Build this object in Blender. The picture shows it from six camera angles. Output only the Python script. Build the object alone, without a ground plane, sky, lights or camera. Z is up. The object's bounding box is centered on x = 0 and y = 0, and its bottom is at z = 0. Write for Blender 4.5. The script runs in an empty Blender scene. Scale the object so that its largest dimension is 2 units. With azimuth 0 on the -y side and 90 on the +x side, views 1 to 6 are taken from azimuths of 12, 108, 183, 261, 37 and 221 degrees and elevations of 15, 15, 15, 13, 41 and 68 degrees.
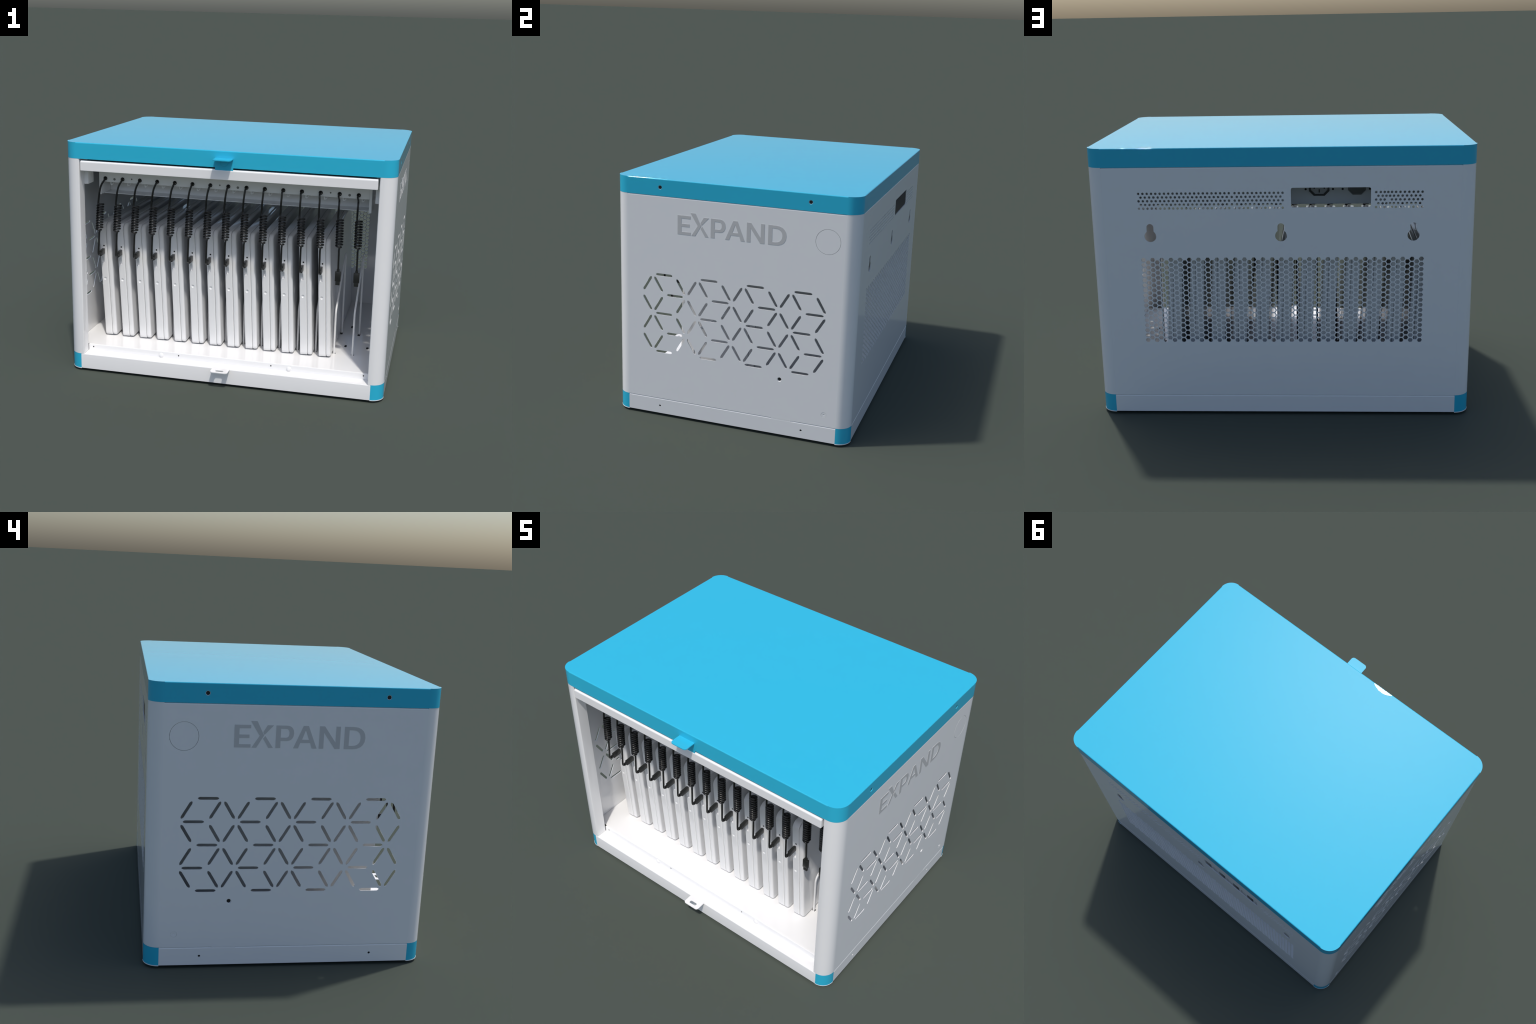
"""Laptop charging cabinet: white sheet-metal housing with a blue lid, open front,
thirteen laptops standing between wire dividers, fifteen coiled charging cables."""
import bpy, bmesh, math
from math import sin, cos, pi, radians, hypot
from mathutils import Vector, Matrix

# ------------------------------------------------------------------ sizes (m)
XL = 1.0                       # lid half width
YF, YB = -0.691, 0.768         # lid front / back
ZT, ZL = 1.4651, 1.367          # lid top / lid bottom
XO = 0.9993                    # housing outer half width
BF, BB = -0.6900, 0.7672       # housing front / back
RC = 0.077                     # corner radius
ZS = 0.113                     # seam between housing and base
ZB = 0.0150                    # base skirt bottom
T = 0.005                      # sheet thickness
FLOOR = 0.1515
EPS = 0.0060

# ------------------------------------------------------------------ materials
def material(name, color, rough, spec=0.5, metallic=0.0, coat=0.0, vary=0.0):
    m = bpy.data.materials.new(name)
    m.use_nodes = True
    nt = m.node_tree
    b = nt.nodes["Principled BSDF"]
    b.inputs["Metallic"].default_value = metallic
    b.inputs["Specular IOR Level"].default_value = spec
    b.inputs["Coat Weight"].default_value = coat
    b.inputs["Roughness"].default_value = rough
    tc = nt.nodes.new("ShaderNodeTexCoord")
    nz = nt.nodes.new("ShaderNodeTexNoise")
    nz.inputs["Scale"].default_value = 9.0
    nz.inputs["Detail"].default_value = 3.0
    nt.links.new(tc.outputs["Object"], nz.inputs["Vector"])
    ramp = nt.nodes.new("ShaderNodeValToRGB")
    lo, hi = [c * (1 - vary) for c in color], [min(1, c * (1 + vary)) for c in color]
    ramp.color_ramp.elements[0].position = 0.3
    ramp.color_ramp.elements[1].position = 0.7
    ramp.color_ramp.elements[0].color = (*lo, 1)
    ramp.color_ramp.elements[1].color = (*hi, 1)
    nt.links.new(nz.outputs["Fac"], ramp.inputs["Fac"])
    nt.links.new(ramp.outputs["Color"], b.inputs["Base Color"])
    return m

WHITE = material("white_powder_coat", (0.89, 0.89, 0.89), 0.06, vary=0.004)
BLUE = material("blue_powder_coat", (0.034, 0.497, 0.722), 0.0, vary=0.004)
LETTER = material("grey_lettering", (0.59, 0.59, 0.59), 0.25, vary=0.004)
LAPTOP = material("white_laptop_plastic", (0.87, 0.87, 0.87), 0.10, vary=0.004)
BLACK = material("black_cable_rubber", (0.014, 0.014, 0.014), 0.22, vary=0.05)
PLUGM = material("black_plug_plastic", (0.017, 0.018, 0.017), 0.35, vary=0.05)
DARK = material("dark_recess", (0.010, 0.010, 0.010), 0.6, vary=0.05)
GROMMET = material("dark_grey_plastic", (0.055, 0.055, 0.055), 0.4, vary=0.05)
GREY = material("mid_grey_plastic", (0.20, 0.20, 0.19), 0.5, vary=0.03)
STEEL = material("grey_steel_screw", (0.55, 0.55, 0.56), 0.3, metallic=0.0, vary=0.02)

COL = bpy.context.scene.collection

# ------------------------------------------------------------------ helpers
def finish(me, mats, angle=30, flat=None):
    if not isinstance(mats, (list, tuple)):
        mats = [mats]
    for m in mats:
        me.materials.append(m)
    me.polygons.foreach_set("use_smooth", [True] * len(me.polygons))
    me.set_sharp_from_angle(angle=radians(angle))
    if flat:                                   # large flat faces keep their own normal
        for p in me.polygons:
            if p.area > flat:
                p.use_smooth = False
    me.update()
    return me

def obj(name, me, parent=None, matrix=None):
    o = bpy.data.objects.new(name, me)
    COL.objects.link(o)
    if matrix is not None:
        o.matrix_world = matrix
    if parent is not None:
        o.parent = parent
    return o

def empty(name, loc=(0, 0, 0)):
    o = bpy.data.objects.new(name, None)
    o.location = loc
    o.empty_display_size = 0.1
    COL.objects.link(o)
    return o

def to_mesh(bm, mats, name="part", angle=30, weld=True, flat=None):
    if weld:
        bmesh.ops.remove_doubles(bm, verts=bm.verts, dist=1e-6)
    bmesh.ops.recalc_face_normals(bm, faces=bm.faces)
    me = bpy.data.meshes.new(name)
    bm.to_mesh(me)
    bm.free()
    return finish(me, mats, angle, flat)

def add_mesh(bm, me, mat_index=0):
    n = len(bm.faces)
    bm.from_mesh(me)
    bm.faces.ensure_lookup_table()
    for f in bm.faces[n:]:
        f.material_index = mat_index
    return bm

def box(bm, x0, x1, y0, y1, z0, z1, bevel=0.0, seg=2, mat=0):
    b2 = bmesh.new()
    bmesh.ops.create_cube(b2, size=1.0)
    for v in b2.verts:
        v.co = Vector(((x0 + x1) / 2 + v.co.x * (x1 - x0),
                       (y0 + y1) / 2 + v.co.y * (y1 - y0),
                       (z0 + z1) / 2 + v.co.z * (z1 - z0)))
    if bevel:
        bmesh.ops.bevel(b2, geom=b2.edges[:], offset=bevel, segments=seg, affect='EDGES', profile=0.5)
    me = bpy.data.meshes.new("tmp")
    b2.to_mesh(me)
    b2.free()
    add_mesh(bm, me, mat)
    bpy.data.meshes.remove(me)

def cylinder(bm, p0, p1, r0, r1=None, seg=24, mat=0, cap=True):
    r1 = r0 if r1 is None else r1
    p0, p1 = Vector(p0), Vector(p1)
    d = (p1 - p0).normalized()
    a = d.orthogonal().normalized()
    b = d.cross(a)
    ra, rb = [], []
    for i in range(seg):
        t = 2 * pi * i / seg
        u = a * cos(t) + b * sin(t)
        ra.append(bm.verts.new(p0 + u * r0))
        rb.append(bm.verts.new(p1 + u * r1))
    for i in range(seg):
        j = (i + 1) % seg
        bm.faces.new((ra[i], ra[j], rb[j], rb[i])).material_index = mat
    if cap:
        bm.faces.new(ra[::-1]).material_index = mat
        bm.faces.new(rb).material_index = mat

def plate(outline, holes, thick, frame, name="plate"):
    """flat sheet with cut-outs: outline and holes are 2D loops, frame maps (a, b, depth) to world;
    depth 0 is the outer face, the sheet runs to -thick."""
    cu = bpy.data.curves.new(name, 'CURVE')
    cu.dimensions = '2D'
    cu.fill_mode = 'BOTH'
    cu.extrude = thick / 2
    for loop in [outline] + list(holes):
        sp = cu.splines.new('POLY')
        sp.points.add(len(loop) - 1)
        for p, (a, b) in zip(sp.points, loop):
            p.co = (a, b, 0, 1)
        sp.use_cyclic_u = True
    o = bpy.data.objects.new(name, cu)
    COL.objects.link(o)
    bpy.context.view_layer.update()
    dg = bpy.context.evaluated_depsgraph_get()
    me = bpy.data.meshes.new_from_object(o.evaluated_get(dg))
    bpy.data.objects.remove(o)
    bpy.data.curves.remove(cu)
    me.materials.clear()
    for v in me.vertices:
        v.co = frame @ Vector((v.co.x, v.co.y, v.co.z - thick / 2))
    return me

def frame(origin, a, b, n):
    a, b, n = Vector(a), Vector(b), Vector(n)
    return Matrix(((a.x, b.x, n.x, origin[0]), (a.y, b.y, n.y, origin[1]),
                   (a.z, b.z, n.z, origin[2]), (0, 0, 0, 1)))

SIDE_R = frame((XO, 0, 0), (0, 1, 0), (0, 0, 1), (1, 0, 0))
SIDE_L = frame((-XO, 0, 0), (0, 1, 0), (0, 0, 1), (-1, 0, 0))
BACK = frame((0, BB, 0), (1, 0, 0), (0, 0, 1), (0, 1, 0))

def circle(cx, cy, r, n=24):
    return [(cx + r * cos(2 * pi * i / n), cy + r * sin(2 * pi * i / n)) for i in range(n)]

def rect(x0, x1, y0, y1):
    return [(x0, y0), (x1, y0), (x1, y1), (x0, y1)]

def rounded_rect(x0, x1, y0, y1, r, n=6):
    if not isinstance(r, (list, tuple)):
        r = [r] * 4                         # corner order: x1y1, x0y1, x0y0, x1y0
    pts = []
    for k, (cx, cy, sx, sy) in enumerate(((x1, y1, -1, -1), (x0, y1, 1, -1), (x0, y0, 1, 1), (x1, y0, -1, 1))):
        ox, oy = cx + sx * r[k], cy + sy * r[k]
        for i in range(n + 1):
            t = pi / 2 * (k + i / n)
            pts.append((ox + r[k] * cos(t), oy + r[k] * sin(t)))
    return pts

def sweep_wall(bm, path, z0, z1, thick, mat=0):
    """vertical wall along a plan polyline (outer surface), thickened to the left of travel"""
    n = len(path)
    nrm = []
    for i in range(n):
        a, b = path[max(i - 1, 0)], path[min(i + 1, n - 1)]
        dx, dy = b[0] - a[0], b[1] - a[1]
        l = hypot(dx, dy)
        nrm.append((-dy / l, dx / l))
    rows = []
    for (x, y), (nx, ny) in zip(path, nrm):
        xi, yi = x + nx * thick, y + ny * thick
        rows.append([bm.verts.new(c) for c in ((x, y, z0), (x, y, z1), (xi, yi, z1), (xi, yi, z0))])
    for r, s in zip(rows, rows[1:]):
        for k in range(4):
            bm.faces.new((r[k], s[k], s[(k + 1) % 4], r[(k + 1) % 4])).material_index = mat
    bm.faces.new(rows[0]).material_index = mat
    bm.faces.new(rows[-1][::-1]).material_index = mat

def arc(cx, cy, r, a0, a1, n=20):
    return [(cx + r * cos(a0 + (a1 - a0) * i / n), cy + r * sin(a0 + (a1 - a0) * i / n)) for i in range(n + 1)]

def tube(bm, pts, radius, sides=10, mat=0, cap=True):
    pts = [Vector(p) for p in pts]
    n = len(pts)
    tang = [(pts[min(i + 1, n - 1)] - pts[max(i - 1, 0)]).normalized() for i in range(n)]
    u = tang[0].orthogonal().normalized()
    rings = []
    for i in range(n):
        u = (u - tang[i] * u.dot(tang[i])).normalized()
        v = tang[i].cross(u)
        rad = radius(i / (n - 1)) if callable(radius) else radius
        rings.append([bm.verts.new(pts[i] + (u * cos(2 * pi * k / sides) + v * sin(2 * pi * k / sides)) * rad)
                      for k in range(sides)])
    for r, s in zip(rings, rings[1:]):
        for k in range(sides):
            bm.faces.new((r[k], r[(k + 1) % sides], s[(k + 1) % sides], s[k])).material_index = mat
    if cap:
        bm.faces.new(rings[0][::-1]).material_index = mat
        bm.faces.new(rings[-1]).material_index = mat

def smooth_path(ctrl, sub=8):
    """Catmull-Rom through the control points"""
    P = [Vector(c) for c in ctrl]
    P = [P[0] * 2 - P[1]] + P + [P[-1] * 2 - P[-2]]
    out = []
    for i in range(1, len(P) - 2):
        a, b, c, d = P[i - 1:i + 3]
        for k in range(sub):
            t = k / sub
            out.append(0.5 * ((2 * b) + (c - a) * t + (2 * a - 5 * b + 4 * c - d) * t * t
                              + (3 * b - a - 3 * c + d) * t ** 3))
    out.append(P[-2])
    return out

def boolean_cut(me, cutter):
    a = bpy.data.objects.new("a", me)
    c = bpy.data.objects.new("c", cutter)
    COL.objects.link(a)
    COL.objects.link(c)
    m = a.modifiers.new("cut", 'BOOLEAN')
    m.operation = 'DIFFERENCE'
    m.solver = 'EXACT'
    m.object = c
    bpy.context.view_layer.update()
    dg = bpy.context.evaluated_depsgraph_get()
    out = bpy.data.meshes.new_from_object(a.evaluated_get(dg))
    bpy.data.objects.remove(a)
    bpy.data.objects.remove(c)
    out.materials.clear()
    return out

# ================================================================== cabinet
cabinet = empty("laptop_charging_cabinet")
cabinet["label"] = "white metal laptop charging cabinet with bright blue lid and open front"
cabinet["category"] = "charging cabinet"

# ------------------------------------------------------------------ housing
# vent slots on the sides: hexagons with an inner Y (tumbling-block pattern)
HEX_W, HEX_H = 0.1412, 0.1200        # hexagon edge along y, half height
def side_slots():
    seen, slots = set(), []
    for col in range(4):
        for row in range(2):
            cy, cz = -0.3817 + col * 2 * HEX_W, 0.7768 - row * 2 * HEX_H
            c = (cy, cz)
            L, R = (cy - HEX_W, cz), (cy + HEX_W, cz)
            TL, TR = (cy - HEX_W / 2, cz + HEX_H), (cy + HEX_W / 2, cz + HEX_H)
            BL, BR = (cy - HEX_W / 2, cz - HEX_H), (cy + HEX_W / 2, cz - HEX_H)
            for a, b in ((TL, TR), (L, TL), (TR, R), (L, BL), (BL, BR), (BR, R), (c, TL), (c, R), (c, BL)):
                key = (round((a[0] + b[0]) / 2, 3), round((a[1] + b[1]) / 2, 3))
                if key in seen:
                    continue
                seen.add(key)
                d = Vector((b[0] - a[0], b[1] - a[1]))
                l = d.length
                d /= l
                n = Vector((-d.y, d.x))
                s, e, w, tip = 0.0178, l - 0.0178, 0.0077, 0.011
                A = Vector(a)
                slots.append([tuple(A + d * u + n * v) for u, v in
                              ((s, 0), (s + tip * 0.35, -w * 0.6), (s + tip, -w), (e - tip, -w), (e - tip * 0.35, -w * 0.6),
                               (e, 0), (e - tip * 0.35, w * 0.6), (e - tip, w), (s + tip, w), (s + tip * 0.35, w * 0.6))])
    return slots

DISC = (0.5934, 1.2050, 0.0705)
SIDE_HOLE = (0.3445, 0.3588)
SCREW = (0.6178, 0.1845)
Y0, Y1 = BF + RC - 0.0005, BB - RC + 0.0005      # straight part of the sides
X1 = XO - RC                                      # straight part of the back
ZP = ZL - 0.0012 - EPS                                  # panel top below its rounded edge

hb = bmesh.new()
side_holes = side_slots() + [circle(DISC[0], DISC[1], DISC[2] + 0.0008, 64),
                             circle(*SIDE_HOLE, 0.0132, 24), circle(*SCREW, 0.0165, 24)]
for fr in (SIDE_R, SIDE_L):
    add_mesh(hb, plate(rect(Y0, Y1, ZS, ZP), side_holes, T, fr))

# back: honeycomb field, two round-hole vents, socket window, three keyholes
back_holes = []
PX, PZ = 1.4513 / 60, 0.4471 / 16
for c in range(61):
    odd = c % 2
    for r in range(17 - odd):
        cx, cz = -0.72565 + c * PX, 0.8770 - (r + odd * 0.5) * PZ
        rr = 0.0131
        back_holes.append([(cx + rr * cos(pi / 3 * k), cz + rr * sin(pi / 3 * k)) for k in range(6)])
VX = [0.7334 - 0.02233 * i for i in range(22)] + [0.2352 - 0.0224 * i for i in range(12)]
RX = [-0.4883, -0.5112, -0.5315, -0.5497, -0.5683] + [-0.5889 - 0.0223 * i for i in range(7)]
for row in range(5):
    z = 1.2300 - row * 0.01943
    for xs in (VX, RX):
        if row % 2:
            xs = [(a + b) / 2 for a, b in zip(xs, xs[1:])]
        for i, x in enumerate(xs):
            if row == 2 and len(xs) == 12 and i == 3:
                continue
            back_holes.append(circle(x, z, 0.0066, 14))
back_holes.append(rounded_rect(-0.4622, -0.0537, 1.1530, 1.2557, 0.010))
for kx in (0.682, 0.0, -0.682):
    kz, rb, rs, top = 1.0042, 0.0308, 0.0181, 1.0525
    a = math.asin(rs / rb)
    loop = [(kx + rb * cos(t), kz + rb * sin(t)) for t in
            [pi / 2 + a + (2 * pi - 2 * a) * i / 32 for i in range(33)]]
    loop += [(kx + rs * cos(t), top + rs * sin(t)) for t in [pi * i / 14 for i in range(15)]]
    back_holes.append(loop)
add_mesh(hb, plate(rect(-X1, X1, ZS, ZP), back_holes, T, BACK))

def edge_round(bm, face, inner, lo, hi, z, r, axis, mat=0):
    """quarter-round strip along the top of a straight panel; face/inner are the outer and inner plane"""
    sgn = 1 if face > inner else -1
    prof = [(face - sgn * r * (1 - cos(t)), z + r * sin(t)) for t in [pi / 2 * i / 4 for i in range(5)]]
    prof += [(inner, z + r), (inner, z)]
    ends = []
    for q in (lo, hi):
        ends.append([bm.verts.new((p, q, h) if axis == 'x' else (q, p, h)) for p, h in prof])
    m = len(prof)
    for i in range(m):
        bm.faces.new((ends[0][i], ends[0][(i + 1) % m], ends[1][(i + 1) % m], ends[1][i])).material_index = mat
    bm.faces.new(ends[0]).material_index = mat
    bm.faces.new(ends[1][::-1]).material_index = mat

for s in (1, -1):
    edge_round(hb, s * XO, s * (XO - T), Y0, Y1, ZP, EPS, 'x')
edge_round(hb, BB, BB - T, -X1, X1, ZP, EPS, 'y')
# rounded back corners
for s in (1, -1):
    path = arc(s * X1, Y1, RC, 0 if s > 0 else pi / 2, pi / 2 if s > 0 else pi)
    sweep_wall(hb, path, ZS, ZL, T)
# front posts: rounded corner, short front face, flange turned inwards
XI = 0.9035
for s in (1, -1):
    p = [(XI, -0.616), (XI, BF + 0.006)]
    p += arc(XI + 0.006, BF + 0.006, 0.006, pi, 1.5 * pi, 6)[1:]
    p += arc(X1, Y0, RC, -pi / 2, 0)
    if s < 0:
        p = [(-x, y) for x, y in p][::-1]
    sweep_wall(hb, p, ZS - 0.0005, ZL, T)
# flush bridge between side panel and base skirt
for s in (1, -1):
    xa, xb = sorted((s * XO, s * (XO - T)))
    box(hb, xa, xb, 0.3015, 0.4235, 0.1075, ZS - 0.0003)
housing = obj("housing", to_mesh(hb, WHITE, "housing", weld=False), cabinet)

# cover discs, screws
for s in (1, -1):
    b = bmesh.new()
    cylinder(b, (s * XO, DISC[0], DISC[1]), (s * (XO - T), DISC[0], DISC[1]), DISC[2] - 0.0008, seg=64)
    obj("cover_disc", to_mesh(b, WHITE, "cover_disc"), housing)
    b = bmesh.new()
    c = (SCREW[0], SCREW[1])
    cylinder(b, (s * (XO - 0.0006), *c), (s * (XO - T), *c), 0.0160, seg=24)
    me = to_mesh(b, WHITE, "screw")
    cb = bmesh.new()
    cylinder(cb, (s * (XO + 0.01), *c), (s * (XO - 0.0028), *c), 0.0060, seg=6)
    cut = bpy.data.meshes.new("cut")
    bmesh.ops.recalc_face_normals(cb, faces=cb.faces)
    cb.to_mesh(cut)
    cb.free()
    obj("screw", finish(boolean_cut(me, cut), WHITE), housing)
    # small threaded bushing behind the lower side hole
    b = bmesh.new()
    y, z = SIDE_HOLE
    tube(b, [(s * (XO - 0.0004), y, z), (s * (XO - 0.0075), y, z)], lambda t: 0.0134 - 0.0038 * t, 24, cap=False)
    cylinder(b, (s * (XO - 0.0072), y, z), (s * (XO - 0.012), y, z), 0.0105, seg=24, mat=1)
    obj("bushing", to_mesh(b, [WHITE, DARK], "bushing"), housing)

# ------------------------------------------------------------------ lettering
def bowl(x0, x1, z0, z1, n=10):
    """half super-ellipse from (x0, z0) round through (x1, mid) to (x0, z1)"""
    cz, h = (z0 + z1) / 2, (z1 - z0) / 2
    pts = []
    for i in range(n + 1):
        t = -pi / 2 + pi * i / n
        pts.append((x0 + (x1 - x0) * abs(cos(t)) ** 0.85, cz + h * (1 if t > 0 else -1) * abs(sin(t)) ** 0.9))
    return pts

B0, B1 = 1.1546, 1.2665
GLYPHS = [
    ([[(0, B0), (.081, B0), (.081, B0 + .0165), (.0238, B0 + .0165), (.0238, 1.2020), (.0735, 1.2020), (.0735, 1.2185),
       (.0238, 1.2185), (.0238, B1 - .0165), (.080, B1 - .0165), (.080, B1), (0, B1)]], []),
    ([[(.079, 1.2857), (.086, B0), (.109, B0), (.145, 1.2155), (.110, 1.2857)],
      [(.161, B1), (.141, 1.2324), (.147, 1.2185), (.1916, B1)],
      [(.1516, 1.2135), (.1416, 1.1996), (.1693, B0), (.1913, B0)]], []),
    ([[(.204, B0), (.2275, B0), (.2275, 1.1905)] + bowl(.256, .2926, 1.1905, B1) + [(.204, B1)]],
     [[(.2275, 1.2065)] + bowl(.2535, .2705, 1.2065, 1.2505) + [(.2275, 1.2505)]]),
    ([[(.292, B0), (.316, B0), (.326, 1.182), (.376, 1.182), (.385, B0), (.409, B0), (.364, B1), (.339, B1)]],
     [[(.334, 1.198), (.3695, 1.198), (.351, 1.2465)]]),
    ([[(.4198, B0), (.4425, B0), (.4425, 1.235), (.500, B0), (.525, B0), (.525, B1), (.5025, B1), (.5025, 1.186),
       (.445, B1), (.4198, B1)]], []),
    ([[(.546, B0)] + bowl(.588, .652, B0, B1) + [(.546, B1)]],
     [[(.5695, 1.1710)] + bowl(.587, .6285, 1.1710, 1.2500) + [(.5695, 1.2500)]]),
]
GLYPHS[1][0][0] = [(.079, 1.2857), (.124, 1.2140), (.086, B0), (.109, B0), (.145, 1.2155), (.110, 1.2857)]
for side, start, sign in ((SIDE_R, -0.2970, 1), (SIDE_L, 0.3517, -1)):
    for loops, holes in GLYPHS:
        b = bmesh.new()
        for lp in loops:
            f = side @ Matrix.Translation((0, 0, 0.0009))
            add_mesh(b, plate([(start + sign * u, v) for u, v in lp],
                              [[(start + sign * u, v) for u, v in h] for h in holes], 0.0028, f))
        obj("letter", to_mesh(b, LETTER, "letter", weld=False), housing)

# ------------------------------------------------------------------ lid
def build_lid():
    bm = bmesh.new()
    r, bv = RC, 0.0052
    corners = [(XL - r, YB - r, 0), (-XL + r, YB - r, pi / 2), (-XL + r, YF + r, pi), (XL - r, YF + r, 1.5 * pi)]
    n = 20
    top, low, botrow = [], [], []
    arcs = [arc(cx, cy, r, a, a + pi / 2, n) for cx, cy, a in corners]
    V = {}
    def v(x, y, z):
        k = (round(x, 6), round(y, 6), round(z, 6))
        if k not in V:
            V[k] = bm.verts.new((x, y, z))
        return V[k]
    top_loop, bottom_loop = [], []
    for k in range(4):
        A = arcs[k]
        for p in A:
            top_loop.append(v(p[0], p[1], ZT))
            bottom_loop.append(v(p[0], p[1], ZL))
        for p, q in zip(A, A[1:]):
            bm.faces.new((v(*p, ZL), v(*q, ZL), v(*q, ZT), v(*p, ZT)))
        # straight run from the end of this arc to the start of the next, with a rounded top edge
        p, q = Vector((*A[-1], 0)), Vector((*arcs[(k + 1) % 4][0], 0))
        ang = corners[k][2] + pi / 2
        inward = -Vector((cos(ang), sin(ang), 0))
        prof = [(inward * bv * (1 - cos(t)), ZT - bv + bv * sin(t)) for t in [pi / 2 * i / 5 for i in range(6)]]
        P = [v(*((p + o)[:2]), z) for o, z in prof]
        Q = [v(*((q + o)[:2]), z) for o, z in prof]
        bm.faces.new((v(*p[:2], ZL), v(*q[:2], ZL), Q[0], P[0]))
        for i in range(5):
            bm.faces.new((P[i], Q[i], Q[i + 1], P[i + 1]))
        bm.faces.new(P + [v(*p[:2], ZT)])
        bm.faces.new(Q + [v(*q[:2], ZT)])
        top_loop += [P[-1], Q[-1]]
    bm.faces.new(top_loop)
    bm.faces.new(bottom_loop[::-1])
    bmesh.ops.recalc_face_normals(bm, faces=bm.faces)
    me = bpy.data.meshes.new("lid")
    bm.to_mesh(me)
    bm.free()
    cb = bmesh.new()
    for s in (1, -1):
        for y in (-0.4075, 0.4858):
            cylinder(cb, (s * (XL + 0.01), y, 1.4158), (s * (XL - 0.03), y, 1.4158), 0.0122, seg=24)
    bmesh.ops.recalc_face_normals(cb, faces=cb.faces)
    cut = bpy.data.meshes.new("cut")
    cb.to_mesh(cut)
    cb.free()
    return finish(boolean_cut(me, cut), BLUE, flat=0.05)

lid = obj("lid", build_lid(), cabinet)
b = bmesh.new()
cylinder(b, (XL - 0.004, 0, 0), (XL - 0.010, 0, 0), 0.0121, seg=24, mat=0)
cylinder(b, (XL - 0.0036, 0, 0), (XL - 0.0041, 0, 0), 0.0098, seg=24, mat=1)
eyelet = to_mesh(b, [WHITE, DARK], "eyelet")
for y in (-0.4075, 0.4858):
    obj("eyelet", eyelet, lid, Matrix.Translation((0, y, 1.4158)))
    obj("eyelet", eyelet, lid, Matrix.Translation((0, y, 1.4158)) @ Matrix.Rotation(pi, 4, 'Z'))
# pull tab on the lid front: lip on top of an upright plate
b = bmesh.new()
lip = rounded_rect(-0.0545, 0.0545, -0.768, -0.6905, [0.001, 0.001, 0.018, 0.018])
add_mesh(b, plate(lip, [], 0.0055, frame((0, 0, 1.4225), (1, 0, 0), (0, 1, 0), (0, 0, 1))))
box(b, -0.0545, 0.0545, -0.6945, -0.6895, 1.3505, 1.4170, 0.001, 1)
cylinder(b, (0, -0.6940, 1.3985), (0, -0.6975, 1.3985), 0.024, 0.0225, seg=32)
obj("pull_tab", to_mesh(b, BLUE, "pull_tab", weld=False), lid)

# ------------------------------------------------------------------ base
bb = bmesh.new()
SK = 0.1107                                    # skirt top
for s in (1, -1):
    add_mesh(bb, plate(rect(Y0, Y1, ZB, SK - EPS), [circle(-0.4083, 0.0632, 0.0064, 16), circle(0.4855, 0.0632, 0.0064, 16)],
                       T, SIDE_R if s > 0 else SIDE_L))
    edge_round(bb, s * XO, s * (XO - T), Y0, Y1, SK - EPS, EPS, 'x')
    # tongue inside the seam and dark backing of the screw holes
    xa, xb = sorted((s * (XO - T - 0.0002), s * (XO - T - 0.004)))
    box(bb, xa, xb, Y0, Y1, 0.085, 0.135)
add_mesh(bb, plate(rect(-X1, X1, ZB, SK - EPS), [], T, BACK))
edge_round(bb, BB, BB - T, -X1, X1, SK - EPS, EPS, 'y')
box(bb, -X1, X1, BB - T - 0.004, BB - T - 0.0002, 0.085, 0.135)
# front skirt folded into the sill
sill = [(YF, ZB), (YF, SK - 0.003)] + [(YF + 0.003 * (1 - cos(t)), SK - 0.003 + 0.003 * sin(t)) for t in (pi / 8, pi / 4, 3 * pi / 8)]
sill += [(YF + 0.003, SK), (-0.611, SK), (-0.611, SK - 0.006), (YF + T, SK - 0.006), (YF + T, ZB)]
e0 = [bb.verts.new((-X1, y, z)) for y, z in sill]
e1 = [bb.verts.new((X1, y, z)) for y, z in sill]
for i in range(len(sill)):
    j = (i + 1) % len(sill)
    bb.faces.new((e0[i], e0[j], e1[j], e1[i]))
bb.faces.new(e0)
bb.faces.new(e1[::-1])
# ground plate and the lips that show under the corner caps
add_mesh(bb, plate(rounded_rect(-XO + 0.006, XO - 0.006, YF + 0.006, BB - 0.006, RC, 10), [], 0.004,
                   frame((0, 0, 0.0165), (1, 0, 0), (0, 1, 0), (0, 0, 1))))
for sx in (1, -1):
    for cy, sy, yy in ((Y1, 1, BB), (Y0, -1, YF)):
        cx = sx * X1
        a0 = {(1, 1): 0, (-1, 1): pi / 2, (-1, -1): pi, (1, -1): 1.5 * pi}[(sx, sy)]
        lp = [(cx, cy)] + arc(cx, cy, RC + 0.0008, a0, a0 + pi / 2)
        add_mesh(bb, plate(lp, [], 0.0042, frame((0, 0, 0.0156), (1, 0, 0), (0, 1, 0), (0, 0, 1))))
base = obj("base", to_mesh(bb, WHITE, "base", weld=False), cabinet)
for sx in (1, -1):
    for cy, sy in ((Y1, 1), (Y0, -1)):
        a0 = {(1, 1): 0, (-1, 1): pi / 2, (-1, -1): pi, (1, -1): 1.5 * pi}[(sx, sy)]
        b = bmesh.new()
        sweep_wall(b, arc(sx * X1, cy, RC, a0, a0 + pi / 2), 0.0157, ZS - 0.0006, T)
        obj("corner_cap", to_mesh(b, BLUE, "corner_cap"), base)
fb = bmesh.new()
cylinder(fb, (0, 0, 0), (0, 0, 0.0127), 0.032, 0.036, seg=32)
foot_me = to_mesh(fb, PLUGM, "foot")
for x in (-0.82, 0.82):
    for y in (-0.50, 0.58):
        obj("foot", foot_me, base, Matrix.Translation((x, y, 0)))
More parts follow.
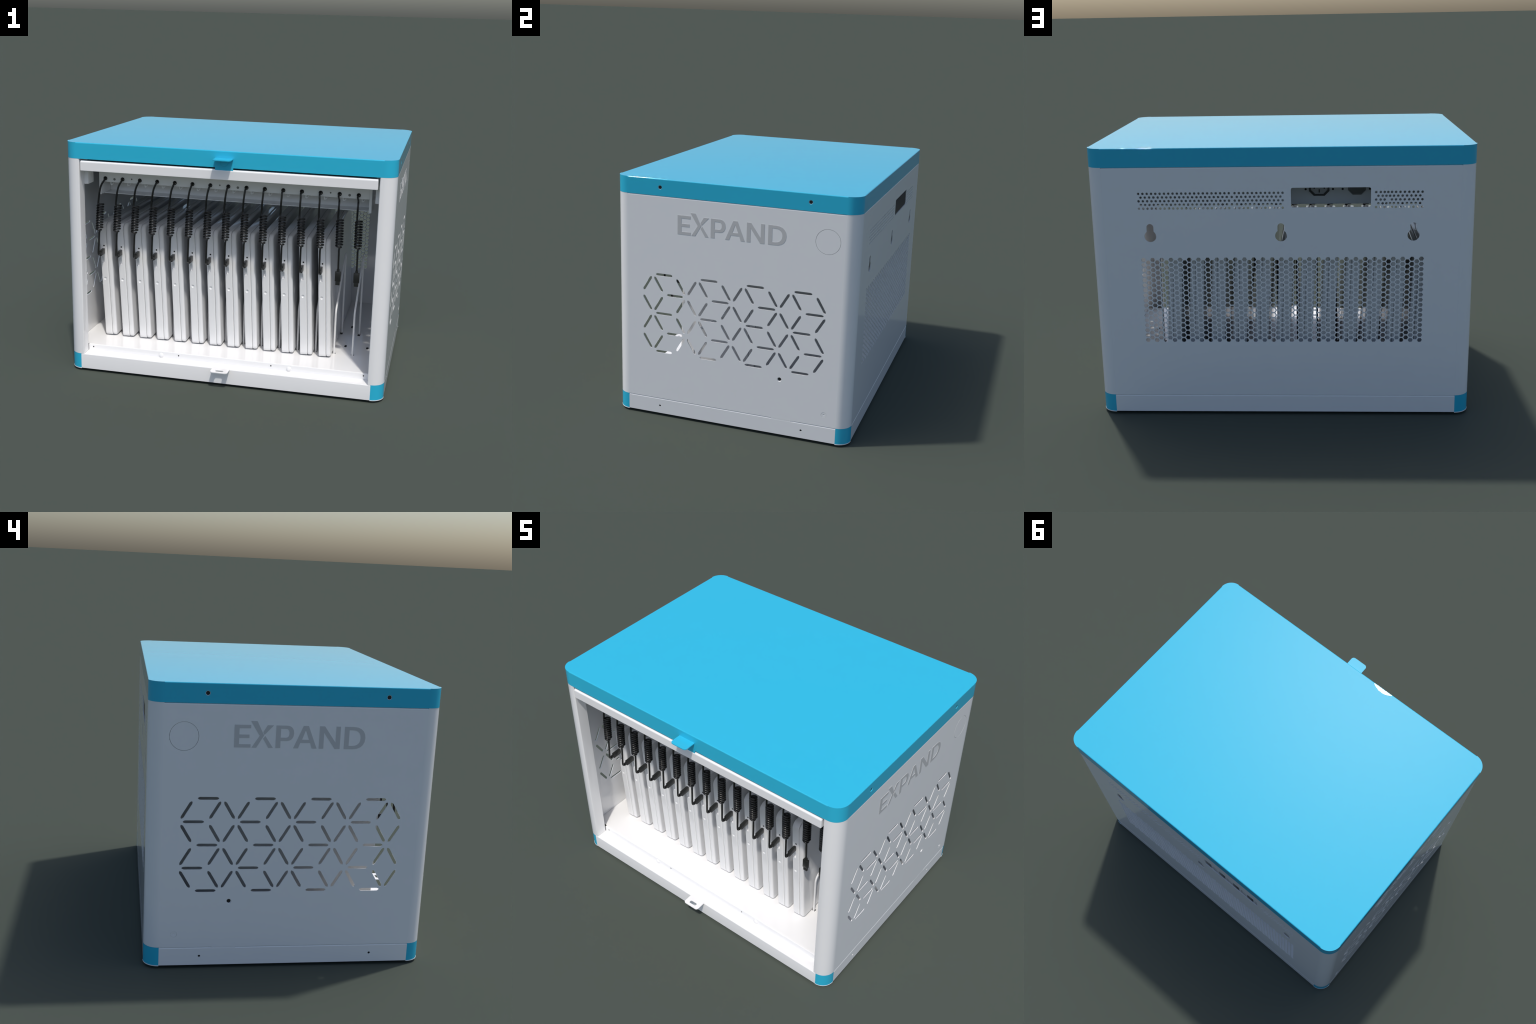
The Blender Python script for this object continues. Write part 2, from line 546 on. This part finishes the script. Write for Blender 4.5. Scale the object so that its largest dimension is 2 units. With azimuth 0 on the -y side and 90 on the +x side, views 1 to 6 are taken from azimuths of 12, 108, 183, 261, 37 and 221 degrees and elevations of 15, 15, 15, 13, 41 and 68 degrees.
# small near-black discs behind the screw holes of the skirt
b = bmesh.new()
cylinder(b, (XO - T + 0.0005, 0, 0), (XO - T - 0.001, 0, 0), 0.0075, seg=16)
dark_disc = to_mesh(b, DARK, "skirt_hole_dark_disc")
for y in (-0.4083, 0.4855):
    obj("skirt_hole_dark_disc", dark_disc, base, Matrix.Translation((0, y, 0.0632)))
    obj("skirt_hole_dark_disc", dark_disc, base, Matrix.Translation((0, y, 0.0632)) @ Matrix.Rotation(pi, 4, 'Z'))

# hasp plate on the sill
b = bmesh.new()
hasp = rounded_rect(-0.0545, 0.0545, -0.7600, -0.6840, [0.001, 0.001, 0.016, 0.016])
slot = rounded_rect(-0.0255, 0.0255, -0.7420, -0.7215, 0.0095)
add_mesh(b, plate(hasp, [slot], 0.0050, frame((0, 0, 0.1140), (1, 0, 0), (0, 1, 0), (0, 0, 1))))
obj("hasp_plate", to_mesh(b, WHITE, "hasp_plate", weld=False), base)

# ------------------------------------------------------------------ floor tray
LAP_X0, PITCH = -0.8565, 0.1187
DIV_X = [0.6520 - PITCH * k for k in range(12, -1, -1)] + [0.6520 + PITCH]
WIRE_F, WIRE_R = -0.333, 0.070
holes = []
for x in DIV_X:
    holes.append(rect(x - 0.0105, x + 0.0105, WIRE_F - 0.006, WIRE_F + 0.012))
    holes.append(rect(x - 0.0085, x + 0.0085, WIRE_R - 0.042, WIRE_R + 0.008))
for x in (-0.851, -0.709, 0.709, 0.851):
    holes.append(rounded_rect(x - 0.0078, x + 0.0078, -0.204, -0.164, 0.0075, 4))
    holes.append(rounded_rect(x - 0.0078, x + 0.0078, 0.170, 0.225, 0.0075, 4))
tb = bmesh.new()
add_mesh(tb, plate(rounded_rect(-XO + T + 0.001, XO - T - 0.001, -0.598, BB - T - 0.001, [0.075, 0.075, 0.001, 0.001], 10), holes, 0.0015,
                   frame((0, 0, FLOOR), (1, 0, 0), (0, 1, 0), (0, 0, 1))))
lipz = [(-0.6115, 0.100), (-0.6115, FLOOR - 0.004)]
lipz += [(-0.6115 + 0.004 * (1 - cos(t)), FLOOR - 0.004 + 0.004 * sin(t)) for t in (pi / 6, pi / 3)]
lipz += [(-0.6075, FLOOR), (-0.598, FLOOR), (-0.598, FLOOR - 0.006), (-0.604, FLOOR - 0.006), (-0.604, 0.100)]
e0 = [tb.verts.new((-0.9025, y, z)) for y, z in lipz]
e1 = [tb.verts.new((0.9025, y, z)) for y, z in lipz]
for i in range(len(lipz)):
    j = (i + 1) % len(lipz)
    tb.faces.new((e0[i], e0[j], e1[j], e1[i]))
tb.faces.new(e0)
tb.faces.new(e1[::-1])
tray = obj("floor_tray", to_mesh(tb, WHITE, "floor_tray", weld=False), cabinet)
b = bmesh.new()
box(b, -0.915, 0.915, -0.595, BB - T - 0.004, FLOOR - 0.020, FLOOR - 0.0018)  # black slab just under the sheet, modelled to darken the floor holes
obj("floor_hole_shadow_slab", to_mesh(b, DARK, "floor_hole_shadow_slab"), tray)
b = bmesh.new()
bmesh.ops.create_uvsphere(b, u_segments=24, v_segments=14, radius=0.0155,
                          matrix=Matrix.Translation((0, -0.6115, 0.1265)) @ Matrix.Diagonal((1, 0.5, 1, 1)))
peg = to_mesh(b, WHITE, "peg")
for x in (-0.4135, 0.4105):
    obj("peg", peg, tray, Matrix.Translation((x, 0, 0)))
b = bmesh.new()
cylinder(b, (0, -0.6122, 0.1350), (0, -0.6100, 0.1350), 0.0042, seg=16)
pin = to_mesh(b, DARK, "pin_hole")
for x in (-0.8708, -0.2981, 0.2981, 0.8710):
    obj("pin_hole", pin, tray, Matrix.Translation((x, 0, 0)))

# ------------------------------------------------------------------ wire dividers
def fillet_path(pts, r, n=6):
    pts = [Vector(p) for p in pts]
    out = [pts[0]]
    for a, p, c in zip(pts, pts[1:], pts[2:]):
        u, w = (a - p).normalized(), (c - p).normalized()
        for i in range(n + 1):
            t = i / n
            out.append((p + u * r) * (1 - t) ** 2 + p * 2 * t * (1 - t) + (p + w * r) * t * t)
    out.append(pts[-1])
    return out

b = bmesh.new()
tube(b, fillet_path([(0, WIRE_F, 0.10), (0, WIRE_F, 0.440), (0, 0.030, 0.705), (0, WIRE_R, 0.690), (0, WIRE_R, 0.10)][:2]
                    + [(0, WIRE_R, 0.722), (0, WIRE_R, 0.10)], 0.030), 0.0062, 10)
wire = to_mesh(b, WHITE, "divider")
for x in DIV_X:
    obj("divider", wire, cabinet, Matrix.Translation((x, 0, 0)))

# ------------------------------------------------------------------ stowed door
b = bmesh.new()
bar = rounded_rect(-0.6965, -0.6650, 1.2955, 1.3560, [0.003, 0.010, 0.003, 0.003], 6)
ends = []
for x, ins in ((-0.8945, 0.003), (-0.8915, 0.0), (0.8915, 0.0), (0.8945, 0.003)):
    ends.append([b.verts.new((x, y + (ins if y < -0.68 else 0), z - (ins if z > 1.33 else -ins))) for y, z in bar])
for r0, r1 in zip(ends, ends[1:]):
    for i in range(len(bar)):
        j = (i + 1) % len(bar)
        b.faces.new((r0[i], r0[j], r1[j], r1[i]))
b.faces.new(ends[0])
b.faces.new(ends[-1][::-1])
box(b, -0.8800, 0.8800, -0.6660, 0.5200, 1.3180, 1.3520, 0.002, 1)
obj("door", to_mesh(b, WHITE, "door", weld=False, flat=0.02), cabinet)
for s in (1, -1):
    b = bmesh.new()
    xa, xb = sorted((s * 0.878, s * 0.9900))
    box(b, xa, xb, -0.6150, -0.5300, 1.2000, 1.3550, 0.002, 1)
    obj("door_bracket", to_mesh(b, WHITE, "door_bracket"), cabinet)

# ------------------------------------------------------------------ power unit and cable rail
HOLE_X = [-0.8075 + 0.1128 * k for k in range(15)]
b = bmesh.new()
box(b, -0.833, 0.833, -0.365, 0.514, 1.1180, 1.2650, 0.001, 1)
box(b, -0.833, 0.833, 0.220, 0.512, 1.2652, 1.3150, 0.001, 1)
box(b, -0.833, 0.833, -0.4650, -0.3652, 1.1200, 1.1235)
power = obj("power_unit", to_mesh(b, WHITE, "power_unit", weld=False), cabinet)
b = bmesh.new()
rail_holes = [circle(x, 1.2230, 0.0100, 18) for x in HOLE_X]
rail_holes += [circle(HOLE_X[0] + 0.1128 * (i - 1), 1.2195, 0.0080, 16) for i in (1.52, 8.52, 14.52)]
rail_holes += [circle(HOLE_X[0] + 0.1128 * (i - 1), 1.2265, 0.0052, 14) for i in (2.52, 7.52, 13.52)]
add_mesh(b, plate(rect(-0.8345, 0.8345, 1.2015, 1.2790), rail_holes, 0.004, frame((0, -0.510, 0), (1, 0, 0), (0, 0, 1), (0, -1, 0))))
for s in (1, -1):
    xa, xb = sorted((s * 0.8350, s * 0.8505))
    box(b, xa, xb, -0.5110, -0.350, 1.1195, 1.2790, 0.001, 1)
rail = obj("cable_rail", to_mesh(b, WHITE, "cable_rail", weld=False), cabinet)
b = bmesh.new()
tube(b, smooth_path([(0.015, -0.460, 1.225), (0.016, -0.464, 1.196), (0.019, -0.466, 1.178), (0.028, -0.462, 1.182),
                     (0.036, -0.455, 1.198), (0.050, -0.445, 1.190), (0.062, -0.440, 1.210)], 5), 0.0055, 8)
clip = to_mesh(b, WHITE, "cable_clip")
b = bmesh.new()
tube(b, [(0.0098 * cos(2 * pi * i / 18), -0.5125, 0.0098 * sin(2 * pi * i / 18)) for i in range(19)], 0.0030, 8, cap=False)
grommet = to_mesh(b, BLACK, "grommet")
for x in HOLE_X:
    obj("cable_clip", clip, rail, Matrix.Translation((x, 0, 0)))
    obj("grommet", grommet, rail, Matrix.Translation((x, 0, 1.2230)))
# mid-grey discs set in the small rail holes
b = bmesh.new()
for i in (1.52, 8.52, 14.52):
    cylinder(b, (HOLE_X[0] + 0.1128 * (i - 1), -0.5095, 1.2195), (HOLE_X[0] + 0.1128 * (i - 1), -0.5065, 1.2195), 0.0085, seg=16)
for i in (2.52, 7.52, 13.52):
    cylinder(b, (HOLE_X[0] + 0.1128 * (i - 1), -0.5095, 1.2265), (HOLE_X[0] + 0.1128 * (i - 1), -0.5065, 1.2265), 0.0058, seg=14)
obj("rail_hole_grey_discs", to_mesh(b, GREY, "rail_hole_grey_discs"), rail)

# mains sockets on the rear wall of the power unit
def octagon(cx, cz, w, h, ch):
    return [(cx - w, cz + h), (cx - w, cz - h + ch), (cx - w + ch, cz - h), (cx + w - ch, cz - h),
            (cx + w, cz - h + ch), (cx + w, cz + h)]

REAR = frame((0, 0.524, 0), (1, 0, 0), (0, 0, 1), (0, 1, 0))
b = bmesh.new()
add_mesh(b, plate(octagon(-0.198, 1.214, 0.0550, 0.0500, 0.026), [octagon(-0.198, 1.215, 0.0445, 0.0420, 0.022)], 0.009, REAR), 0)
add_mesh(b, plate(octagon(-0.198, 1.215, 0.0440, 0.0415, 0.022), [], 0.004, frame((0, 0.5185, 0), (1, 0, 0), (0, 0, 1), (0, 1, 0))), 1)
for dx, dz in ((0, -0.016), (0.027, 0.004), (-0.027, 0.004)):
    box(b, -0.198 + dx - 0.003, -0.198 + dx + 0.003, 0.5186, 0.5196, 1.206 + dz - 0.009, 1.206 + dz + 0.009, mat=2)
obj("inlet_socket", to_mesh(b, [GROMMET, STEEL, DARK], "inlet_socket", weld=False), power)
b = bmesh.new()
add_mesh(b, plate(octagon(-0.4005, 1.214, 0.0470, 0.0450, 0.024), [octagon(-0.4005, 1.215, 0.0405, 0.0380, 0.020)], 0.009, REAR))
add_mesh(b, plate(octagon(-0.4005, 1.215, 0.0400, 0.0375, 0.020), [], 0.004, frame((0, 0.5200, 0), (1, 0, 0), (0, 0, 1), (0, 1, 0))))
obj("outlet_socket", to_mesh(b, GREY, "outlet_socket", weld=False), power)
b = bmesh.new()
for x in (-0.125, -0.2720, -0.3240, -0.4700):
    cylinder(b, (x, 0.5135, 1.1990), (x, 0.5155, 1.1990), 0.0060, seg=16)  # flat black discs at the screw-hole positions
obj("socket_black_discs", to_mesh(b, DARK, "socket_black_discs", weld=False), power)

# ------------------------------------------------------------------ charging cables
R_CABLE, R_COIL, TURNS = 0.0059, 0.0188, 10.5
def cable_mesh(x_top, x_low, hanging):
    zt, zb = 1.064, 0.890
    yc = -0.523 if not hanging else -0.478
    z_end = 0.722 if not hanging else 0.745
    def axis(z):
        f = (1.205 - z) / (1.205 - z_end)
        return x_top + (x_low - x_top) * max(0.0, f) ** 0.4
    pts = smooth_path([(x_top, -0.494, 1.225), (x_top - 0.001, -0.511, 1.223), (x_top - 0.004, -0.525, 1.212),
                       (axis(1.18) - 0.006, yc - 0.008, 1.180), (axis(1.14) - 0.008, yc - 0.013, 1.140),
                       (axis(1.09) - 0.0095, yc - 0.0155, 1.085)], 6)
    n = int(TURNS * 20)
    a0 = -pi / 2 - 0.50
    for i in range(n + 1):
        t = i / n
        g = min(1.0, (1 - t) * TURNS / 0.35)
        r = R_COIL * (0.25 + 0.75 * g)
        a = a0 + 2 * pi * TURNS * t
        z = zt + (zb - zt) * t
        pts.append(Vector((axis(z) + r * cos(a), yc + r * sin(a), z)))
    if hanging:
        pts += smooth_path([(axis(0.872), yc, 0.872), (axis(0.82), yc, 0.82), (axis(0.745), yc + 0.002, 0.745)], 5)
    else:
        pts += smooth_path([(axis(0.872), yc, 0.872), (axis(0.80), yc - 0.002, 0.80), (x_low, yc - 0.003, 0.748),
                            (x_low, yc + 0.000, 0.731), (x_low, yc + 0.010, 0.7255), (x_low, yc + 0.020, 0.727)], 6)
    b = bmesh.new()
    tube(b, pts, R_CABLE, 10)
    return to_mesh(b, BLACK, "charging_cable", 60)

def plug_mesh():
    """connector pointing along +y, origin at the cable end"""
    b = bmesh.new()
    add_mesh(b, plate(rounded_rect(-0.0075, 0.0075, -0.0085, 0.0085, 0.004, 4), [], 0.020,
                      frame((0, 0, 0), (1, 0, 0), (0, 0, 1), (0, -1, 0))))
    box(b, -0.0085, 0.0085, 0.014, 0.076, -0.0178, 0.0178, 0.003, 2)
    box(b, -0.0062, 0.0062, 0.074, 0.100, -0.0132, 0.0132, 0.002, 2)
    return to_mesh(b, PLUGM, "plug", weld=False)

PLUG = plug_mesh()
ELBOW0, ELBOW_P = -0.8590, 0.1183
for k in range(15):
    hanging = k > 12
    x_low = ELBOW0 + ELBOW_P * k if not hanging else HOLE_X[k] + 0.010
    c = obj("charging_cable", cable_mesh(HOLE_X[k], x_low, hanging), cabinet)
    if hanging:
        M = Matrix.Translation((x_low, -0.476, 0.752)) @ Matrix.Rotation(radians(-90), 4, 'X') @ Matrix.Rotation(radians(90), 4, 'Y')
    else:
        M = Matrix.Translation((x_low, -0.512, 0.7290)) @ Matrix.Rotation(radians(3), 4, 'X')
    obj("plug", PLUG, c, M)

# ================================================================== laptops
LY0, LY1, LZ0, LZ1 = -0.4330, 0.692, 0.0, 0.7635
def slab(bm, x0, x1, bev0, bev1, shrink=0.0):
    """rounded slab standing on edge: profile in y-z, thickness along x, edges rounded by bev0 / bev1"""
    rads = [0.044, 0.044, 0.026, 0.026]
    levels = []
    for i in range(6):
        t = pi / 2 * i / 5
        levels.append((x0 + bev0 * (1 - sin(t)), bev0 * (1 - cos(t))))
    levels = levels[::-1]
    levels = [(x0 + bev0 * (1 - cos(pi / 2 * i / 5)), bev0 * (1 - sin(pi / 2 * i / 5))) for i in range(6)]
    levels += [(x1 - bev1 * (1 - cos(pi / 2 * (5 - i) / 5)), bev1 * (1 - sin(pi / 2 * (5 - i) / 5))) for i in range(6)]
    rings = []
    for x, ins in levels:
        d = ins + shrink
        lp = rounded_rect(LY0 + d, LY1 - d, LZ0 + d, LZ1 - d, [max(r - ins, 0.002) for r in rads], 8)
        rings.append([bm.verts.new((x, y, z)) for y, z in lp])
    for r, s in zip(rings, rings[1:]):
        m = len(r)
        for i in range(m):
            bm.faces.new((r[i], r[(i + 1) % m], s[(i + 1) % m], s[i]))
    bm.faces.new(rings[0][::-1])
    bm.faces.new(rings[-1])

b = bmesh.new()
slab(b, 0.0, 0.0456, 0.005, 0.005)
bmesh.ops.recalc_face_normals(b, faces=b.faces)
body = bpy.data.meshes.new("body")
b.to_mesh(body)
b.free()
cb = bmesh.new()
bmesh.ops.create_uvsphere(cb, u_segments=24, v_segments=16, radius=0.0140,
                          matrix=Matrix.Translation((0.0215, LY0 - 0.0095, 0.3920)))
box(cb, 0.0060, 0.0255, LY0 - 0.02, LY0 + 0.014, 0.4950, 0.5380)
box(cb, 0.0125, 0.0275, LY0 - 0.02, LY0 + 0.010, 0.5560, 0.5920)
bmesh.ops.recalc_face_normals(cb, faces=cb.faces)
cut = bpy.data.meshes.new("cut")
cb.to_mesh(cut)
cb.free()
body = finish(boolean_cut(body, cut), LAPTOP, 25, flat=0.1)
b = bmesh.new()
slab(b, 0.0464, 0.0762, 0.008, 0.013, 0.0008)
screen = to_mesh(b, LAPTOP, "screen_lid", 25, flat=0.1)
b = bmesh.new()
box(b, 0.0445, 0.0480, LY0 + 0.020, LY1 - 0.020, LZ0 + 0.020, LZ1 - 0.020)
seam = to_mesh(b, GROMMET, "hinge_gap")
b = bmesh.new()
cylinder(b, (0.0270, LY0 + 0.003, 0.6115), (0.0270, LY0 - 0.0004, 0.6115), 0.0053, seg=14)
lock = to_mesh(b, DARK, "lock_hole")
LEAN = Matrix.Rotation(radians(-2.75), 4, 'Y')
for k in range(13):
    M = Matrix.Translation((LAP_X0 + PITCH * k, 0, FLOOR + 0.002)) @ LEAN
    lap = empty("laptop")
    lap.matrix_world = M
    lap["label"] = "closed white laptop standing on its side edge"
    lap["category"] = "laptop"
    for nm, me in (("keyboard_body", body), ("screen_lid", screen), ("hinge_gap", seam), ("lock_hole", lock)):
        obj(nm, me, lap)
